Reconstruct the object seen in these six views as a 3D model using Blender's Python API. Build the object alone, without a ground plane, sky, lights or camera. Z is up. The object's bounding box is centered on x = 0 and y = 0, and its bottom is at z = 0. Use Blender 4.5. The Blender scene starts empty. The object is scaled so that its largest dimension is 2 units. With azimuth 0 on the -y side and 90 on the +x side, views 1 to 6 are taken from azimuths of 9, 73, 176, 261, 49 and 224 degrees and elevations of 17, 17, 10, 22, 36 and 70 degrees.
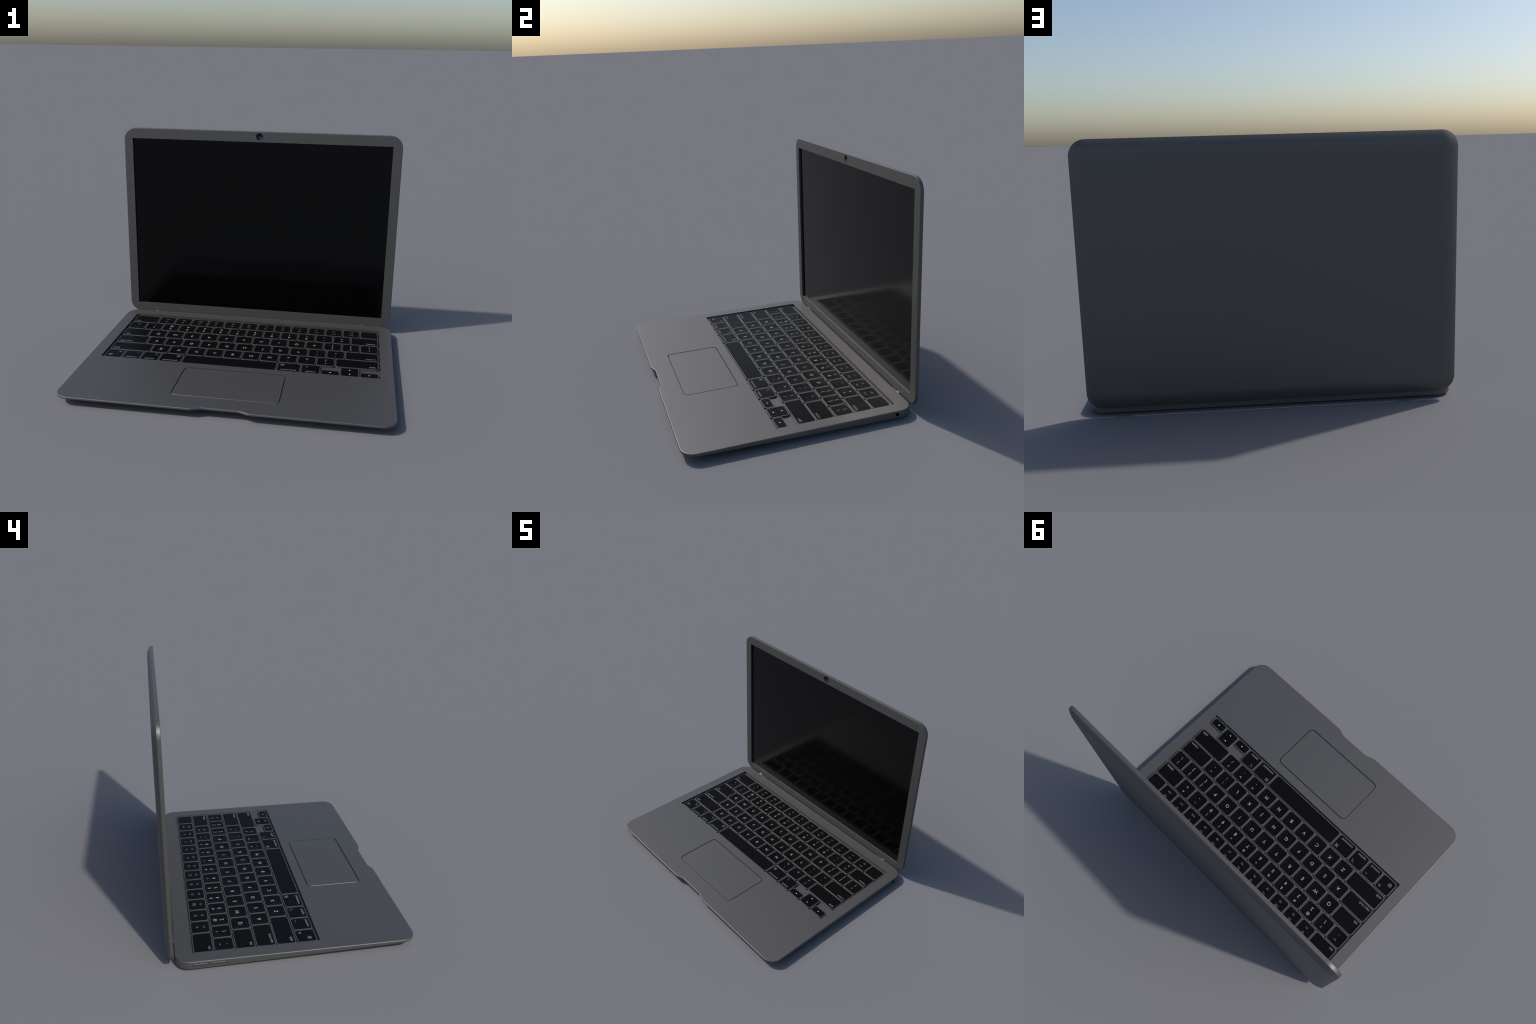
import bpy, bmesh, math
from mathutils import Vector, Matrix

# ------------------------------------------------------------------ sizes (metres, 2.0 m wide model)
DECK_Z = 0.0595                 # top of the base
BASE_FRONT, BASE_BACK = -0.737, 0.6855
BASE_R = 0.088                  # corner radius seen from above
WELL = (-0.917, 0.917, -0.167, 0.595)   # keyboard well
FLOOR_Z = 0.0385                # floor of the well
CAP_Z = 0.0512                  # top of the key caps
PAD = (-0.3275, 0.3275, -0.5955, -0.2295)
PAD_R = 0.032
LID_CX, LID_HW = -0.0015, 0.9965
LID_Z0, LID_Z1 = 0.046, 1.4635
LID_FRONT, LID_CREASE, LID_BACK = 0.690, 0.711, 0.7362
SCREEN = (-0.9355, 0.9300, 0.1160, 1.3900)
SCREEN_Y = 0.7045
CAMERA = (-0.0030, 1.4283, 0.0252)      # x, z, radius


# ------------------------------------------------------------------ materials
def new_mat(name):
    m = bpy.data.materials.new(name)
    m.use_nodes = True
    nt = m.node_tree
    return m, nt, nt.nodes["Principled BSDF"]


def grain(nt, bsdf, colour, spread, scale, rough, rough_spread):
    """fine grain in colour and roughness on object coordinates"""
    tc = nt.nodes.new("ShaderNodeTexCoord")
    no = nt.nodes.new("ShaderNodeTexNoise")
    no.inputs["Scale"].default_value = scale
    no.inputs["Detail"].default_value = 3.0
    nt.links.new(tc.outputs["Object"], no.inputs["Vector"])
    ramp = nt.nodes.new("ShaderNodeValToRGB")
    lo = [c * (1 - spread) for c in colour]
    hi = [c * (1 + spread) for c in colour]
    ramp.color_ramp.elements[0].position = 0.3
    ramp.color_ramp.elements[1].position = 0.7
    ramp.color_ramp.elements[0].color = (*lo, 1)
    ramp.color_ramp.elements[1].color = (*hi, 1)
    nt.links.new(no.outputs["Fac"], ramp.inputs["Fac"])
    nt.links.new(ramp.outputs["Color"], bsdf.inputs["Base Color"])
    mr = nt.nodes.new("ShaderNodeMapRange")
    mr.inputs["To Min"].default_value = rough - rough_spread
    mr.inputs["To Max"].default_value = rough + rough_spread
    nt.links.new(no.outputs["Fac"], mr.inputs["Value"])
    nt.links.new(mr.outputs["Result"], bsdf.inputs["Roughness"])


def mat_plain(name, colour, rough, metallic=0.0, spread=0.02, scale=300.0, rspread=0.01, spec=0.5, coat=0.0):
    m, nt, b = new_mat(name)
    grain(nt, b, colour, spread, scale, rough, rspread)
    b.inputs["Metallic"].default_value = metallic
    b.inputs["Specular IOR Level"].default_value = spec
    b.inputs["Coat Weight"].default_value = coat
    return m


M_ALU = mat_plain("anodised_aluminium", (0.1258, 0.1229, 0.1204), 0.50, 0.64, 0.012, 420.0, 0.01, 0.2)
M_CAP = mat_plain("black_key_plastic", (0.0042, 0.0042, 0.0046), 0.42, 0.0, 0.05, 500.0, 0.02, 0.055)
M_LEGEND = mat_plain("white_key_print", (0.34, 0.345, 0.362), 0.6, 0.0, 0.02, 300.0, 0.01, 0.2)
M_WORD = mat_plain("grey_key_print", (0.195, 0.198, 0.208), 0.6, 0.0, 0.02, 300.0, 0.01, 0.2)
M_ARROW = mat_plain("bright_arrow_print", (0.85, 0.87, 0.9), 0.6, 0.0, 0.02)
M_SCREEN = mat_plain("black_screen_glass", (0.0003, 0.0003, 0.00035), 0.125, 0.0, 0.02, 200.0, 0.003, 0.3)
M_DARK = mat_plain("dark_opening", (0.006, 0.006, 0.007), 0.5)
M_LENS = mat_plain("dark_blue_lens", (0.022, 0.045, 0.085), 0.22, 1.0, 0.05)  # dark blue, metallic and fairly smooth
M_RING = mat_plain("black_lens_ring", (0.012, 0.012, 0.014), 0.4, 0.0, 0.02, 300.0, 0.01, 0.15)
M_RUBBER = mat_plain("black_rubber", (0.02, 0.02, 0.02), 0.7)
M_DIM = mat_plain("unlit_indicator", (0.06, 0.06, 0.062), 0.5)
M_SLIT = mat_plain("black_slit", (0.0006, 0.0006, 0.0006), 0.7, 0.0, 0.02, 300.0, 0.01, 0.05)
M_PIN = mat_plain("polished_hinge_metal", (0.42, 0.41, 0.40), 0.3, 1.0)

# ------------------------------------------------------------------ helpers
COLL = bpy.context.scene.collection


def link(name, mesh, mat, parent=None, loc=None, smooth=None, flat=(0, 1, 2)):
    if mat is not None and not mesh.materials:
        mesh.materials.append(mat)
    if smooth is not None:
        mesh.polygons.foreach_set("use_smooth", [True] * len(mesh.polygons))
        mesh.set_sharp_from_angle(angle=math.radians(smooth))
        for p in mesh.polygons:          # big planes and end faces stay dead flat
            if max(abs(p.normal[i]) for i in flat) > 0.9999:
                p.use_smooth = False
    ob = bpy.data.objects.new(name, mesh)
    COLL.objects.link(ob)
    if parent is not None:
        ob.parent = parent
    if loc is not None:
        ob.location = loc
    return ob


def to_mesh(bm, name):
    bmesh.ops.recalc_face_normals(bm, faces=bm.faces)
    me = bpy.data.meshes.new(name)
    bm.to_mesh(me)
    bm.free()
    return me


def rounded_rect(x0, x1, y0, y1, r, seg=8):
    """counter-clockwise outline with rounded corners, starting at the lower right corner"""
    pts = []
    if r <= 0:
        return [(x1, y0), (x1, y1), (x0, y1), (x0, y0)]
    for cx, cy, a in ((x1 - r, y0 + r, -90), (x1 - r, y1 - r, 0), (x0 + r, y1 - r, 90), (x0 + r, y0 + r, 180)):
        for i in range(seg + 1):
            t = math.radians(a + 90 * i / seg)
            pts.append((cx + r * math.cos(t), cy + r * math.sin(t)))
    return pts


def circle(cx, cy, r, seg=32):
    return [(cx + r * math.cos(2 * math.pi * i / seg), cy + r * math.sin(2 * math.pi * i / seg)) for i in range(seg)]


def inset(pts, d):
    """offset a counter-clockwise outline inwards by d"""
    n, out = len(pts), []
    for i in range(n):
        p, a, b = Vector(pts[i]), Vector(pts[i - 1]), Vector(pts[(i + 1) % n])
        e1, e2 = (p - a).normalized(), (b - p).normalized()
        n1, n2 = Vector((-e1.y, e1.x)), Vector((-e2.y, e2.x))
        m = (n1 + n2).normalized()
        k = max(0.4, m.dot(n1))
        out.append(tuple(p + m * (d / k)))
    return out


def tightened(pts, near=0.006):
    """extra points close to the ends of long straight runs, so that smooth shading stays in the corners"""
    out = []
    for i, p in enumerate(pts):
        a, b = Vector(p), Vector(pts[(i + 1) % len(pts)])
        out.append(p)
        if (b - a).length > 0.1:
            e = (b - a).normalized() * near
            out += [tuple(a + e), tuple(b - e)]
    return out


def ring(bm, pts, place):
    vs = [bm.verts.new(place(x, y)) for x, y in pts]
    return vs


def bridge(bm, a, b):
    n = len(a)
    for i in range(n):
        j = (i + 1) % n
        bm.faces.new((a[i], a[j], b[j], b[i]))


def fill(bm, loops, normal):
    """flat face bounded by the first loop, with the other loops as holes"""
    edges = []
    for vs in loops:
        for i in range(len(vs)):
            e = bm.edges.get((vs[i], vs[(i + 1) % len(vs)]))
            if e is None:
                e = bm.edges.new((vs[i], vs[(i + 1) % len(vs)]))
            edges.append(e)
    bmesh.ops.triangle_fill(bm, use_beauty=True, use_dissolve=False, edges=edges, normal=normal)


def prism(name, pts, place, d0, d1, edge=0.0, seg_back=True):
    """solid with outline pts between heights d0 (far) and d1 (near), chamfered at d1"""
    bm = bmesh.new()
    a = ring(bm, pts, lambda x, y: place(x, y, d0))
    if edge > 0:
        s = 1 if d1 > d0 else -1
        b = ring(bm, pts, lambda x, y: place(x, y, d1 - s * edge))
        c = ring(bm, inset(pts, edge), lambda x, y: place(x, y, d1))
        bridge(bm, a, b)
        bridge(bm, b, c)
        bm.faces.new(c)
    else:
        b = ring(bm, pts, lambda x, y: place(x, y, d1))
        bridge(bm, a, b)
        bm.faces.new(b)
    if seg_back:
        bm.faces.new(a[::-1])
    return to_mesh(bm, name)


XY = lambda x, y, d: (x, y, d)          # outline seen from above, depth along z
XZ = lambda x, z, d: (x, d, z)          # outline seen from the front, depth along y
YZ = lambda y, z, d: (d, y, z)          # outline seen from the side, depth along x

# ------------------------------------------------------------------ the laptop
laptop = bpy.data.objects.new("laptop", None)
COLL.objects.link(laptop)
laptop["label"] = "open dark grey laptop with black keyboard and screen"
laptop["category"] = "laptop"


# ---------------- base
def base_outline(seg=12):
    """rounded rectangle with the finger notch in the middle of the front edge"""
    r = BASE_R
    pts = []

    def arc(cx, cy, a):
        for i in range(seg + 1):
            t = math.radians(a + 90 * i / seg)
            pts.append((cx + r * math.cos(t), cy + r * math.sin(t)))
    # notch, from left to right along the front edge, softened corners
    notch = [(-0.172, 0.0), (-0.164, 0.0022), (-0.118, 0.0205), (-0.110, 0.0228),
             (0.110, 0.0228), (0.118, 0.0205), (0.164, 0.0022), (0.172, 0.0)]
    for x, d in notch:
        pts.append((x, BASE_FRONT + d))
    arc(1 - r, BASE_FRONT + r, -90)
    arc(1 - r, BASE_BACK - r, 0)
    arc(-1 + r, BASE_BACK - r, 90)
    arc(-1 + r, BASE_FRONT + r, 180)
    return pts


def wedge(y):
    """height of the lower side edge: thin in front, thick at the back"""
    t = (y - BASE_FRONT) / (BASE_BACK - BASE_FRONT)
    return 0.0475 - 0.036 * max(0.0, t) ** 0.8


def build_base():
    out = tightened(base_outline())
    bm = bmesh.new()
    fillet, steps = 0.0052, 4
    top = ring(bm, inset(out, fillet), lambda x, y: (x, y, DECK_Z))
    m2 = top
    for i in range(1, steps + 1):
        a = math.pi / 2 * i / steps
        k = ring(bm, inset(out, fillet * (1 - math.sin(a))), lambda x, y: (x, y, DECK_Z - fillet * (1 - math.cos(a))))
        bridge(bm, m2, k)
        m2 = k
    low = ring(bm, out, lambda x, y: (x, y, wedge(y)))
    bridge(bm, m2, low)
    prev = low
    for d, f in ((0.012, 0.34), (0.030, 0.63), (0.060, 0.90), (0.100, 1.0)):
        # the belly stands back further from the front edge than from the sides
        k = ring(bm, out, lambda x, y: (x * (1 - d), y * (1 - d * 3.2 / 0.737) if y < 0 else y * (1 - d / 0.6855),
                                        0.003 + (wedge(y) - 0.003) * (1 - f)))
        bridge(bm, prev, k)
        prev = k
    fill(bm, [prev], (0, 0, -1))
    # keyboard well and trackpad groove
    w = rounded_rect(*WELL, 0)
    wt = ring(bm, w, lambda x, y: (x, y, DECK_Z))
    wb = ring(bm, w, lambda x, y: (x, y, FLOOR_Z))
    bridge(bm, wt, wb)
    bm.faces.new(wb)
    p = rounded_rect(*PAD, PAD_R, 8)
    pt = ring(bm, p, lambda x, y: (x, y, DECK_Z))
    pb = ring(bm, p, lambda x, y: (x, y, DECK_Z - 0.011))
    bridge(bm, pt, pb)
    bm.faces.new(pb)
    fill(bm, [top, wt, pt], (0, 0, 1))
    return to_mesh(bm, "base_shell")


def cut(mesh, cutters):
    """boolean difference, result as a plain mesh"""
    ob = bpy.data.objects.new("cut_target", mesh)
    COLL.objects.link(ob)
    tmp = []
    for c in cutters:
        co = bpy.data.objects.new("cutter", c)
        COLL.objects.link(co)
        md = ob.modifiers.new("cut", "BOOLEAN")
        md.operation, md.solver, md.object = "DIFFERENCE", "EXACT", co
        tmp.append(co)
    dg = bpy.context.evaluated_depsgraph_get()
    res = bpy.data.meshes.new_from_object(ob.evaluated_get(dg))
    for o in tmp + [ob]:
        bpy.data.objects.remove(o)
    res.name = mesh.name
    return res


PORTS = [(0.5436, 0.0366), (0.4400, 0.0382)]     # y, z of the two charging ports on the left
PORT_L, PORT_H = 0.0905, 0.0155
JACK = (0.5712, 0.0364, 0.0135)

cutters = []
for py, pz in PORTS:
    o = rounded_rect(py - PORT_L / 2, py + PORT_L / 2, pz - PORT_H / 2, pz + PORT_H / 2, PORT_H / 2 - 1e-4, 8)
    cutters.append(prism("port_cut", o, YZ, -0.985, -1.01))
cutters.append(prism("jack_cut", circle(*JACK, 28), YZ, 0.96, 1.01))
base = link("base", cut(build_base(), cutters), M_ALU, laptop, smooth=32, flat=(2,))

for py, pz in PORTS:
    q = 0.0006
    o = rounded_rect(py - PORT_L / 2 + q, py + PORT_L / 2 - q, pz - PORT_H / 2 + q, pz + PORT_H / 2 - q, PORT_H / 2 - q - 1e-4, 8)
    link("port_shadow_block", prism("port_shadow_block", o, YZ, -0.9852, -0.9955), M_DARK, base, smooth=32)  # dark block filling the slot, models the shadow round the tongue
    q = 0.0028
    o = rounded_rect(py - PORT_L / 2 + q, py + PORT_L / 2 - q, pz - PORT_H / 2 + q, pz + PORT_H / 2 - q, PORT_H / 2 - q - 1e-4, 8)
    link("charging_port", prism("charging_port", o, YZ, -0.984, -0.9988, 0.001), M_ALU, base, smooth=32)
jb = bmesh.new()
a = ring(jb, circle(JACK[0], JACK[1], JACK[2] - 0.0006), lambda y, z: (0.9996, y, z))
b = ring(jb, circle(JACK[0], JACK[1], JACK[2] - 0.0030), lambda y, z: (0.9985, y, z))
c = ring(jb, circle(JACK[0], JACK[1], JACK[2] - 0.0030), lambda y, z: (0.966, y, z))
bridge(jb, a, b)
bridge(jb, b, c)
jb.faces.new(c)
link("headphone_jack", to_mesh(jb, "headphone_jack"), M_DARK, base, smooth=32)

g = 0.0052
link("trackpad", prism("trackpad", rounded_rect(PAD[0] + g, PAD[1] - g, PAD[2] + g, PAD[3] - g, PAD_R - g, 8),
                       XY, DECK_Z - 0.0105, DECK_Z - 0.0006, 0.0018), M_ALU, base, smooth=32)

foot_mesh = None
for fx in (-0.82, 0.82):
    for fy in (-0.56, 0.52):
        top_z = 0.0045
        pts = circle(0, 0, 0.05, 32)
        link("rubber_foot", prism("rubber_foot", [(fx + x, fy + y) for x, y in pts], XY, top_z, 0.0, 0.0015),
             M_RUBBER, base, smooth=32)

# hinge: two short barrels in the gap, each with a bright end pin
hinge = bpy.data.objects.new("hinge", None)
COLL.objects.link(hinge)
hinge.parent = laptop
for s in (-1, 1):
    link("hinge_barrel", prism("hinge_barrel", circle(0.6880, 0.0500, 0.0060, 16), YZ, s * 0.745 - 0.03, s * 0.745 + 0.03),
         M_ALU, hinge, smooth=32)
for s in (-1, 1):
    link("hinge_pin", prism("hinge_pin", rounded_rect(0.6832, 0.6893, 0.046, 0.0601, 0.0016, 4), YZ,
                            s * 0.788 - 0.0115, s * 0.788 + 0.0115), M_PIN, hinge, smooth=32)


# ---------------- lid
def lid_outline():
    return rounded_rect(LID_CX - LID_HW, LID_CX + LID_HW, LID_Z0, LID_Z1, 0.087, 14)


def build_lid():
    out = tightened(lid_outline())
    bm = bmesh.new()
    P = lambda d, y: ring(bm, inset(out, d), lambda x, z: (x, y, z))
    f0 = P(0.0036, LID_FRONT)
    f1 = P(0.0011, LID_FRONT + 0.0011)
    f2 = P(0.0, LID_FRONT + 0.0036)
    s = P(0.0, LID_CREASE)
    bridge(bm, f0, f1)
    bridge(bm, f1, f2)
    bridge(bm, f2, s)
    prev = s
    n = 10
    for i in range(1, n + 1):
        t = i / n
        k = P(0.078 * t, LID_CREASE + (LID_BACK - LID_CREASE) * (1 - (1 - t) ** 2))
        bridge(bm, prev, k)
        prev = k
    bm.faces.new(prev)
    w = rounded_rect(*SCREEN, 0)
    a = ring(bm, w, lambda x, z: (x, LID_FRONT, z))
    b = ring(bm, w, lambda x, z: (x, SCREEN_Y + 0.003, z))
    bridge(bm, a, b)
    bm.faces.new(b)
    c0 = circle(CAMERA[0], CAMERA[1], CAMERA[2], 40)
    c = ring(bm, c0, lambda x, z: (x, LID_FRONT, z))
    d = ring(bm, c0, lambda x, z: (x, LID_FRONT + 0.014, z))
    bridge(bm, c, d)
    bm.faces.new(d)
    fill(bm, [f0, a, c], (0, -1, 0))
    return to_mesh(bm, "lid")


lid = link("lid", build_lid(), M_ALU, laptop, smooth=32, flat=(1,))
e = 0.0006
link("screen", prism("screen", rounded_rect(SCREEN[0] + e, SCREEN[1] - e, SCREEN[2] + e, SCREEN[3] - e, 0),
                     XZ, SCREEN_Y + 0.0024, SCREEN_Y), M_SCREEN, lid)

# webcam: black sleeve, dark blue lens bowl, small dark pupil
cb = bmesh.new()
C = lambda r, y: ring(cb, circle(CAMERA[0], CAMERA[1], r, 40), lambda x, z: (x, y, z))
r1 = C(CAMERA[2] - 0.0004, LID_FRONT + 0.0004)
r2 = C(CAMERA[2] - 0.0042, LID_FRONT + 0.0012)
r3 = C(CAMERA[2] - 0.0084, LID_FRONT + 0.0045)
r4 = C(CAMERA[2] - 0.0004, LID_FRONT + 0.0095)
bridge(cb, r1, r2)
bridge(cb, r2, r3)
bridge(cb, r3, r4)
bridge(cb, r4, r1)
cam = link("webcam", to_mesh(cb, "webcam"), M_RING, lid, smooth=40)
lb = bmesh.new()
prev = None
R = CAMERA[2] - 0.0085
for i in range(7):
    t = 1 - i / 7
    k = ring(lb, circle(CAMERA[0], CAMERA[1], R * t, 40), lambda x, z: (x, LID_FRONT + 0.0045 + 0.0075 * (1 - t), z))
    if prev:
        bridge(lb, prev, k)
    prev = k
lb.faces.new(prev)
link("lens", to_mesh(lb, "lens"), M_LENS, cam, smooth=60)

# ------------------------------------------------------------------ keyboard
U = 0.125            # pitch of one letter key
GAP = 0.0032         # gap between neighbouring key bodies
RIM = 0.0060         # grey rim round the black cap
X0, X1 = -0.909, 0.909
ROW_Y = [-0.0960, 0.0290, 0.1490, 0.2720, 0.3955, 0.5175]      # centre of each row, front to back
ROW_H = [0.1250, 0.1215, 0.1215, 0.1222, 0.1222, 0.1222]


def body_mesh(w, h):
    """grey key body, centred on the origin, standing on the well floor"""
    o = rounded_rect(-w / 2, w / 2, -h / 2, h / 2, 0.020, 6)
    bm = bmesh.new()
    a = ring(bm, o, lambda x, y: (x, y, FLOOR_Z + 0.0008))
    b = ring(bm, o, lambda x, y: (x, y, CAP_Z - 0.0013))
    c = ring(bm, inset(o, 0.0007), lambda x, y: (x, y, CAP_Z - 0.0008))
    d = ring(bm, inset(o, RIM - 0.0002), lambda x, y: (x, y, CAP_Z - 0.0008))
    e = ring(bm, inset(o, RIM - 0.0002), lambda x, y: (x, y, CAP_Z - 0.0060))
    bridge(bm, a, b)
    bridge(bm, b, c)
    bridge(bm, c, d)
    bridge(bm, d, e)
    d = e
    bm.faces.new(d)
    bm.faces.new(a[::-1])
    return to_mesh(bm, "key")


def cap_mesh(w, h, dish, r=0.0145, dy=0.0):
    """black cap; letter keys are dished towards the middle"""
    o = rounded_rect(-w / 2, w / 2, -h / 2, h / 2, r, 6)
    bm = bmesh.new()
    a = ring(bm, o, lambda x, y: (x, y + dy, CAP_Z - 0.0055))
    b = ring(bm, o, lambda x, y: (x, y + dy, CAP_Z - 0.0006))
    c = ring(bm, inset(o, 0.0010), lambda x, y: (x, y + dy, CAP_Z))
    bridge(bm, a, b)
    bridge(bm, b, c)
    bm.faces.new(a[::-1])
    prev = c
    if dish > 0:
        inner = inset(o, 0.0010)
        for s in (0.9, 0.75, 0.6, 0.45, 0.3, 0.15):
            k = ring(bm, inner, lambda x, y: (x * s, y * s + dy, CAP_Z - dish * (1 - s * s)))
            bridge(bm, prev, k)
            prev = k
    bm.faces.new(prev)
    return to_mesh(bm, "key_cap")


# ---- printed marks: text from the built-in font, icons from strokes and filled shapes
def eval_curve(cu):
    ob = bpy.data.objects.new("mark_tmp", cu)
    COLL.objects.link(ob)
    dg = bpy.context.evaluated_depsgraph_get()
    me = bpy.data.meshes.new_from_object(ob.evaluated_get(dg))
    bpy.data.objects.remove(ob)
    return me


THICK = 0.0004
GLYPHS = {}


def text_mesh(s, bold):
    if (s, bold) not in GLYPHS:
        cu = bpy.data.curves.new("mark", "FONT")
        cu.body = s
        cu.size = 1.0
        cu.resolution_u = 3
        cu.extrude = 0.01
        cu.offset = bold
        GLYPHS[(s, bold)] = eval_curve(cu)
    return GLYPHS[(s, bold)]


CAP_H = max(v.co.y for v in text_mesh("H", 0.0).vertices)


class Marks:
    """collects the printed marks of one key into one mesh"""

    def __init__(self, dish, hw, hh):
        self.bm = bmesh.new()
        self.dish, self.hw, self.hh = dish, hw, hh

    def z(self, x, y):
        s2 = min(1.0, max(abs(x) / self.hw, abs(y) / self.hh) ** 2)
        return CAP_Z - self.dish * (1 - s2)

    def add(self, me, m):
        n = len(self.bm.verts)
        self.bm.from_mesh(me)
        self.bm.verts.ensure_lookup_table()
        for v in self.bm.verts[n:]:
            p = m @ v.co
            up = THICK if v.co.z > 0 else -THICK * 0.5
            v.co = Vector((p.x, p.y, self.z(p.x, p.y) + up))

    def text(self, s, x, y, cap, align="c", bold=0.003, stretch=1.0):
        me = text_mesh(s, bold)
        xs = [v.co.x for v in me.vertices]
        k = cap / CAP_H
        w0, w1 = min(xs), max(xs)
        ax = {"c": (w0 + w1) / 2, "l": w0, "r": w1}[align]
        m = Matrix.Translation((x, y - cap / 2, 0)) @ Matrix.Diagonal((k * stretch, k, 1, 1)) @ Matrix.Translation((-ax, 0, 0))
        self.add(me, m)

    def glyph(self, s, x, y, cap, bold=0.003):
        """single sign centred on its own ink"""
        me = text_mesh(s, bold)
        xs = [v.co.x for v in me.vertices]
        ys = [v.co.y for v in me.vertices]
        k = cap / CAP_H
        m = Matrix.Translation((x, y, 0)) @ Matrix.Diagonal((k, k, 1, 1)) @ \
            Matrix.Translation((-(min(xs) + max(xs)) / 2, -(min(ys) + max(ys)) / 2, 0))
        self.add(me, m)

    def solid(self, pts, x, y, k=1.0):
        top = [self.bm.verts.new((x + a * k, y + b * k, self.z(x, y) + THICK)) for a, b in pts]
        bot = [self.bm.verts.new((x + a * k, y + b * k, self.z(x, y) - THICK * 0.5)) for a, b in pts]
        bridge(self.bm, top, bot)
        self.bm.faces.new(top)

    def stroke(self, lines, x, y, k, w):
        """polylines drawn as flat tubes; a line ending on its first point is closed"""
        cu = bpy.data.curves.new("mark", "CURVE")
        cu.dimensions = "3D"
        cu.bevel_depth = w / 2
        cu.bevel_resolution = 1
        cu.use_fill_caps = True
        for ln in lines:
            closed = ln[0] == ln[-1] and len(ln) > 2
            ps = ln[:-1] if closed else ln
            sp = cu.splines.new("POLY")
            sp.points.add(len(ps) - 1)
            for q, (a, b) in zip(sp.points, ps):
                q.co = (x + a * k, y + b * k, 0, 1)
            sp.use_cyclic_u = closed
        self.add(eval_curve(cu), Matrix.Identity(4))

    def mesh(self):
        return to_mesh(self.bm, "key_legend")


def arc_pts(cx, cy, r, a0, a1, n=12):
    return [(cx + r * math.cos(math.radians(a0 + (a1 - a0) * i / n)), cy + r * math.sin(math.radians(a0 + (a1 - a0) * i / n)))
            for i in range(n + 1)]


def closed_circle(cx, cy, r, n=16):
    p = circle(cx, cy, r, n)
    return p + [p[0]]


def rect(x0, y0, x1, y1):
    return [(x0, y0), (x1, y0), (x1, y1), (x0, y1), (x0, y0)]


def tri(x, s, d):
    return [(x, -s), (x + d, 0), (x, s), (x, -s)]


def sun(r, ray0, ray1):
    return [closed_circle(0, 0, r)] + [[(ray0 * math.cos(a), ray0 * math.sin(a)), (ray1 * math.cos(a), ray1 * math.sin(a))]
                                       for a in (math.pi / 4 * i for i in range(8))]


def speaker(waves):
    body = [(-0.8, -0.4), (-0.35, -0.4), (0.1, -0.85), (0.1, 0.85), (-0.35, 0.4), (-0.8, 0.4), (-0.8, -0.4)]
    return [body] + [arc_pts(0.1, 0, 0.4 + 0.35 * i, -45, 45, 6) for i in range(waves)]


moon = arc_pts(0, 0, 1.0, 75, 315, 14) + arc_pts(0.62, 0.42, 0.95, 268, 122, 12)
moon.append(moon[0])
ICON = {
    "dim": sun(0.42, 0.75, 1.0), "bright": sun(0.5, 0.85, 1.25),
    "windows": [rect(-1.4, -0.75, -0.35, 0.75), rect(-0.1, 0.1, 0.7, 0.8), rect(-0.1, -0.8, 0.7, -0.15), rect(0.95, -0.75, 1.45, 0.75)],
    "search": [closed_circle(-0.2, 0.2, 0.72), [(0.32, -0.32), (0.95, -0.95)]],
    "mic": [rect(-0.32, -0.1, 0.32, 1.0), arc_pts(0, 0.1, 0.68, 180, 360, 8), [(0, -0.6), (0, -1.0)], [(-0.4, -1.0), (0.4, -1.0)]],
    "moon": [moon],
    "rewind": [tri(-0.1, 0.65, -1.05), tri(1.05, 0.65, -1.05)],
    "play": [tri(-1.1, 0.65, 1.05), [(0.35, -0.65), (0.35, 0.65)], [(0.85, -0.65), (0.85, 0.65)]],
    "forward": [tri(-1.05, 0.65, 1.05), tri(0.1, 0.65, 1.05)],
    "mute": speaker(0), "softer": speaker(1), "louder": speaker(3),
    "command": [[(-0.4, -0.75)] + [], ],
    "option": [[(-1.0, 0.75), (-0.4, 0.75), (0.35, -0.75), (1.0, -0.75)], [(0.25, 0.75), (1.0, 0.75)]],
    "globe": [closed_circle(0, 0, 1.0, 24), [(-0.95, 0), (0.95, 0)], [(0, -0.95), (0, 0.95)], [(-0.8, 0.55), (0.8, 0.55)], [(-0.8, -0.55), (0.8, -0.55)],
              [(x * 0.5, y) for x, y in closed_circle(0, 0, 1.0, 20)]],
    "control": [[(-0.8, -0.35), (0, 0.5), (0.8, -0.35)]],
}
ICON["command"] = [rect(-0.35, -0.35, 0.35, 0.35)] + [closed_circle(0.66 * sx, 0.66 * sy, 0.31, 10) for sx in (-1, 1) for sy in (-1, 1)]

WORD = 0.0172       # cap height of the small words
BIG = 0.0236        # cap height of single letters


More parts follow.
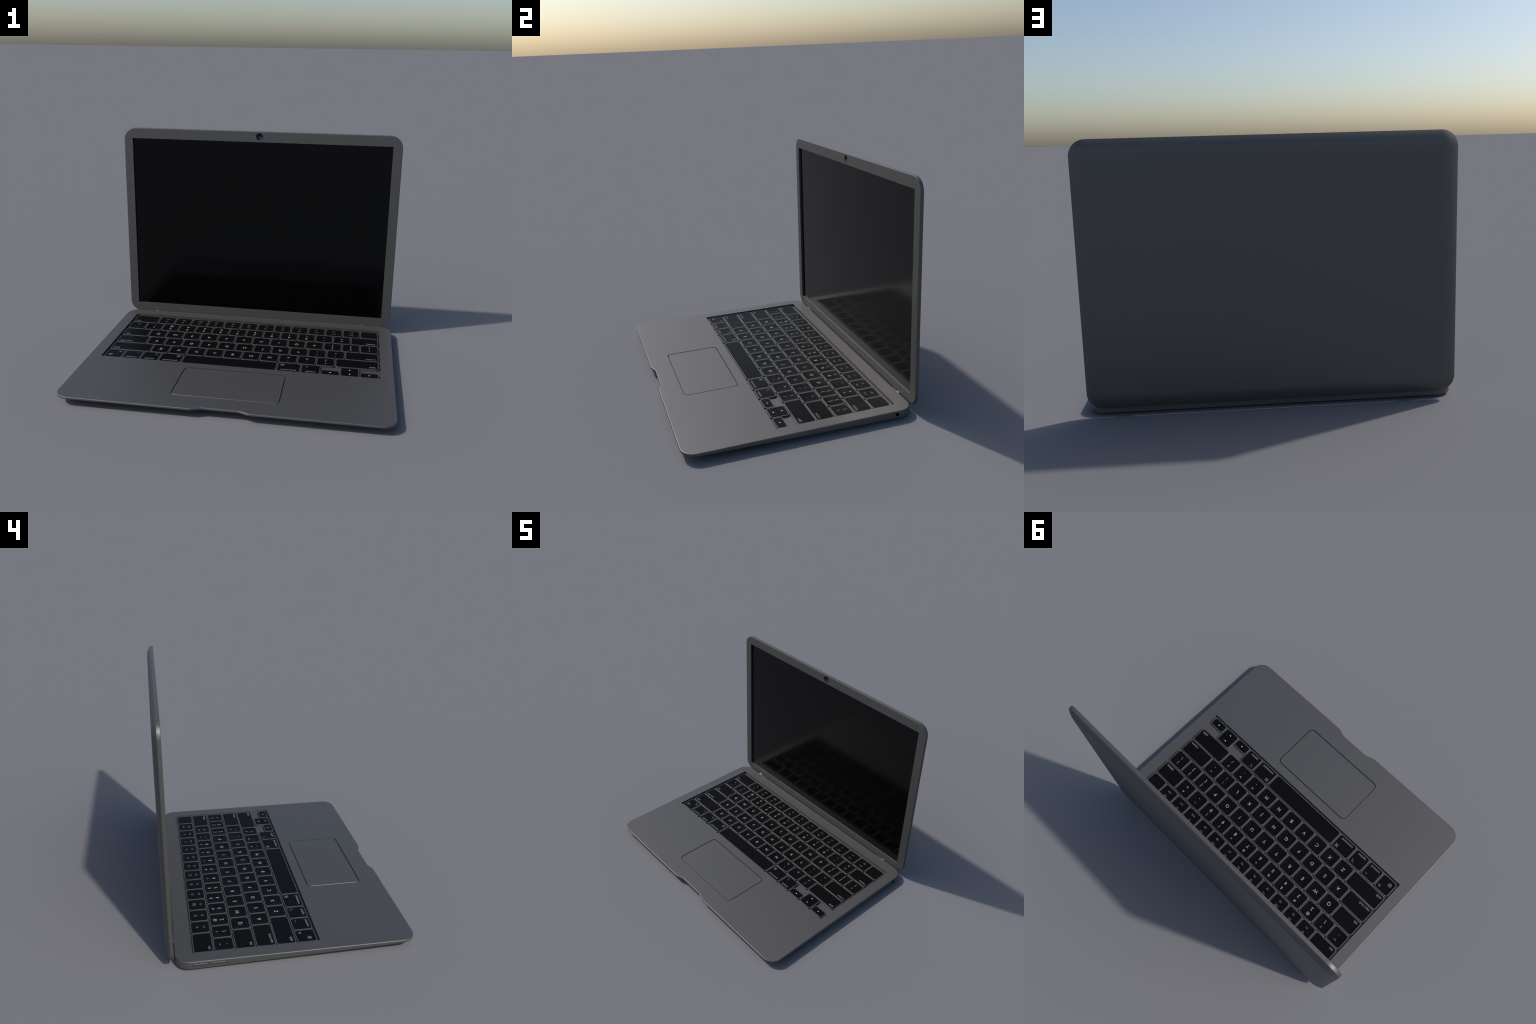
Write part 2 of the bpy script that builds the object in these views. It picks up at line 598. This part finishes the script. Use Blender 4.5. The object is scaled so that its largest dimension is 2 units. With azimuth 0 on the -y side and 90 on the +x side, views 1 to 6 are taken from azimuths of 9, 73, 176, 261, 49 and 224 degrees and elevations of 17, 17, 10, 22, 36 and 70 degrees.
def legend(kind, mk, hw, hh):
    """print the marks of one key; hw, hh are half sizes of the cap"""
    what = kind[0]
    left, right, front, back = -hw + 0.015, hw - 0.015, -hh + 0.021, hh - 0.025
    if what == "letter":
        mk.text(kind[1], 0, 0.001, BIG, bold=0.0 if kind[1] in "MW" else 0.002)
    elif what == "pair":            # sign above, digit or sign below
        up, low = kind[1], kind[2]
        if low.isdigit():
            mk.glyph(up, 0, 0.0250, 0.0180, 0.0)
            if low == "1":
                mk.stroke([[(-0.5, 0.62), (0.12, 1.0), (0.12, -1.0)]], 0, -0.0165, BIG / 2, 0.0036)
            else:
                mk.text(low, 0, -0.0165, BIG)
        else:
            mk.glyph(up, 0, 0.0225, 0.0215, 0.0)
            mk.glyph(low, 0, -0.0195, 0.0215, 0.0)
    elif what == "word":
        mk.text(kind[1], left if kind[2] == "l" else right, front, WORD, kind[2])
    elif what == "function":
        mk.stroke(ICON[kind[2]], 0, 0.0185, kind[3], 0.0022)
        mk.text(kind[1], 0, -0.0235, 0.0135, "c", 0.0)
    elif what == "modifier":        # word in front, sign in a back corner
        mk.text(kind[1], 0.0, front, WORD, "c")
        mk.stroke(ICON[kind[2]], (hw - 0.026) * (1 if kind[3] == "r" else -1), back, kind[4], 0.0030)
    elif what == "globe":
        mk.stroke(ICON["globe"], left + 0.016, front + 0.0145, 0.0128, 0.0018)
        mk.text("fn", right, back, WORD, "r")


def row(specs, start, r, dished):
    """specs: (width, legend); returns key records"""
    x = start
    out = []
    for w, lg in specs:
        out.append((x + w / 2, ROW_Y[r], w, ROW_H[r], lg, dished and lg[0] in ("letter", "pair")))
        x += w
    return out


def letters(s):
    return [(U, ("letter", c)) for c in s]


def pairs(*ps):
    return [(U, ("pair", a, b)) for a, b in ps]


FN = ["dim", "bright", "windows", "search", "mic", "moon", "rewind", "play", "forward", "mute", "softer", "louder"]
keys = []
keys += row([(0.189, ("word", "esc", "l"))] + [(U, ("function", "F%d" % (i + 1), n, 0.0105)) for i, n in enumerate(FN)]
            + [(0.129, ("power",))], X0, 5, False)
keys += row(pairs("~`", "!1", "@2", "#3", "$4", "%5", "^6", "&7", "*8", "(9", ")0", "_-", "+=")
            + [(0.193, ("word", "delete", "r"))], X0, 4, True)
keys += row([(0.191, ("word", "tab", "l"))] + letters("QWERTYUIOP") + pairs("{[", "}]", "|\\"), X0, 3, True)
keys[-1] = (X1 - 0.127 / 2, ROW_Y[3], 0.127, ROW_H[3], ("pair", "|", "\\"), False)
keys += row([(0.2175, ("word", "caps lock", "l"))] + letters("ASDFGHJKL") + pairs(":;", "\"'")
            + [(0.2255, ("word", "return", "r"))], X0, 2, True)
keys += row([(0.2825, ("word", "shift", "l"))] + letters("ZXCVBNM") + pairs("<,", ">.", "?/")
            + [(0.2855, ("word", "shift", "r"))], X0, 1, True)
keys += row([(0.1235, ("globe",)), (0.1250, ("modifier", "control", "control", "r", 0.0105)),
             (0.1260, ("modifier", "option", "option", "r", 0.0118)), (0.1555, ("modifier", "command", "command", "r", 0.0112)),
             (0.6300, ("blank",)), (0.1560, ("modifier", "command", "command", "l", 0.0112)),
             (0.1280, ("modifier", "option", "option", "l", 0.0118))], X0, 0, False)
AH = 0.0700          # depth of the half-height arrow keys
AY = -0.1585 + AH / 2
keys += [(0.5972, AY, 0.1235, AH, ("arrow", 180), False),
         (0.8455, AY, 0.1240, AH, ("arrow", 0), False),
         (0.7208, ROW_Y[0], 0.1235, ROW_H[0], ("updown",), False)]

bodies, caps = {}, {}
TRIANGLE = [(-0.5, -0.62), (0.62, 0.0), (-0.5, 0.62)]


def turned(pts, deg):
    a = math.radians(deg)
    return [(x * math.cos(a) - y * math.sin(a), x * math.sin(a) + y * math.cos(a)) for x, y in pts]


for cx, cy, cw, ch, lg, dished in keys:
    w, h = round(cw - GAP, 5), round(ch - GAP, 5)
    if (w, h) not in bodies:
        bodies[(w, h)] = body_mesh(w, h)
    key = link("key", bodies[(w, h)], M_ALU, laptop, (cx, cy, 0), smooth=32)
    kw, kh = w - 2 * RIM, h - 2 * RIM
    dish = 0.0026 if dished else 0.0
    if lg[0] == "updown":
        slit = 0.0060
        hh = (kh - slit) / 2
        for s in (1, -1):
            # round corners outside, square ones along the slit
            o = [(x, y) for x, y in rounded_rect(-kw / 2, kw / 2, -hh / 2, hh / 2, 0.0145, 6) if y * s >= 0]
            low = -s * hh / 2
            o = ([(-kw / 2, low), (kw / 2, low)] + o) if s > 0 else (o + [])
            if s < 0:
                o = [(kw / 2, low), (-kw / 2, low)] + [p for p in o if p[0] < 0] + [p for p in o if p[0] >= 0]
            cy2 = s * (hh + slit) / 2
            me = prism("key_cap", [(x, y + cy2) for x, y in o], XY, CAP_Z - 0.0055, CAP_Z, 0.0010)
            link("key_cap", me, M_CAP, key, smooth=32)
            mk = Marks(0, kw / 2, kh / 2)
            mk.solid(turned(TRIANGLE, 90 * s), 0, s * 0.0285, 0.0082)
            link("key_legend", mk.mesh(), M_ARROW, key)
        link("key_slit", prism("key_slit", rounded_rect(-kw / 2, kw / 2, -0.012, 0.012, 0), XY, CAP_Z - 0.0058, CAP_Z - 0.0030), M_SLIT, key)
        continue
    if (kw, kh, dish) not in caps:
        caps[(kw, kh, dish)] = cap_mesh(kw, kh, dish)
    link("key_cap", caps[(kw, kh, dish)], M_CAP, key, smooth=32)
    mk = Marks(dish, kw / 2, kh / 2)
    if lg[0] == "arrow":
        mk.solid(turned(TRIANGLE, lg[1]), 0, 0, 0.0082)
        link("key_legend", mk.mesh(), M_ARROW, key)
        continue
    if lg[0] == "power":
        mk.stroke([closed_circle(0, -0.001, 0.0285, 40)], 0, 0, 1.0, 0.0022)
        link("fingerprint_ring", mk.mesh(), M_RING, key, smooth=32)
        continue
    if lg[0] == "blank":
        mk.bm.free()
        continue
    legend(lg, mk, kw / 2, kh / 2)
    if lg[0] == "word" and lg[1] == "caps lock":
        led = Marks(dish, kw / 2, kh / 2)
        led.solid(circle(0, 0, 0.0022, 10), -kw / 2 + 0.012, kh / 2 - 0.018)
        link("indicator_light", led.mesh(), M_DIM, key)
    link("key_legend", mk.mesh(), M_LEGEND if lg[0] in ("letter", "pair") else M_WORD, key)
    if lg[0] == "letter" and lg[1] in "FJ":
        mk = Marks(dish, kw / 2, kh / 2)
        mk.stroke([[(-0.011, -0.034), (0.011, -0.034)]], 0, 0, 1.0, 0.004)
        link("key_bump", mk.mesh(), M_CAP, key, smooth=40)
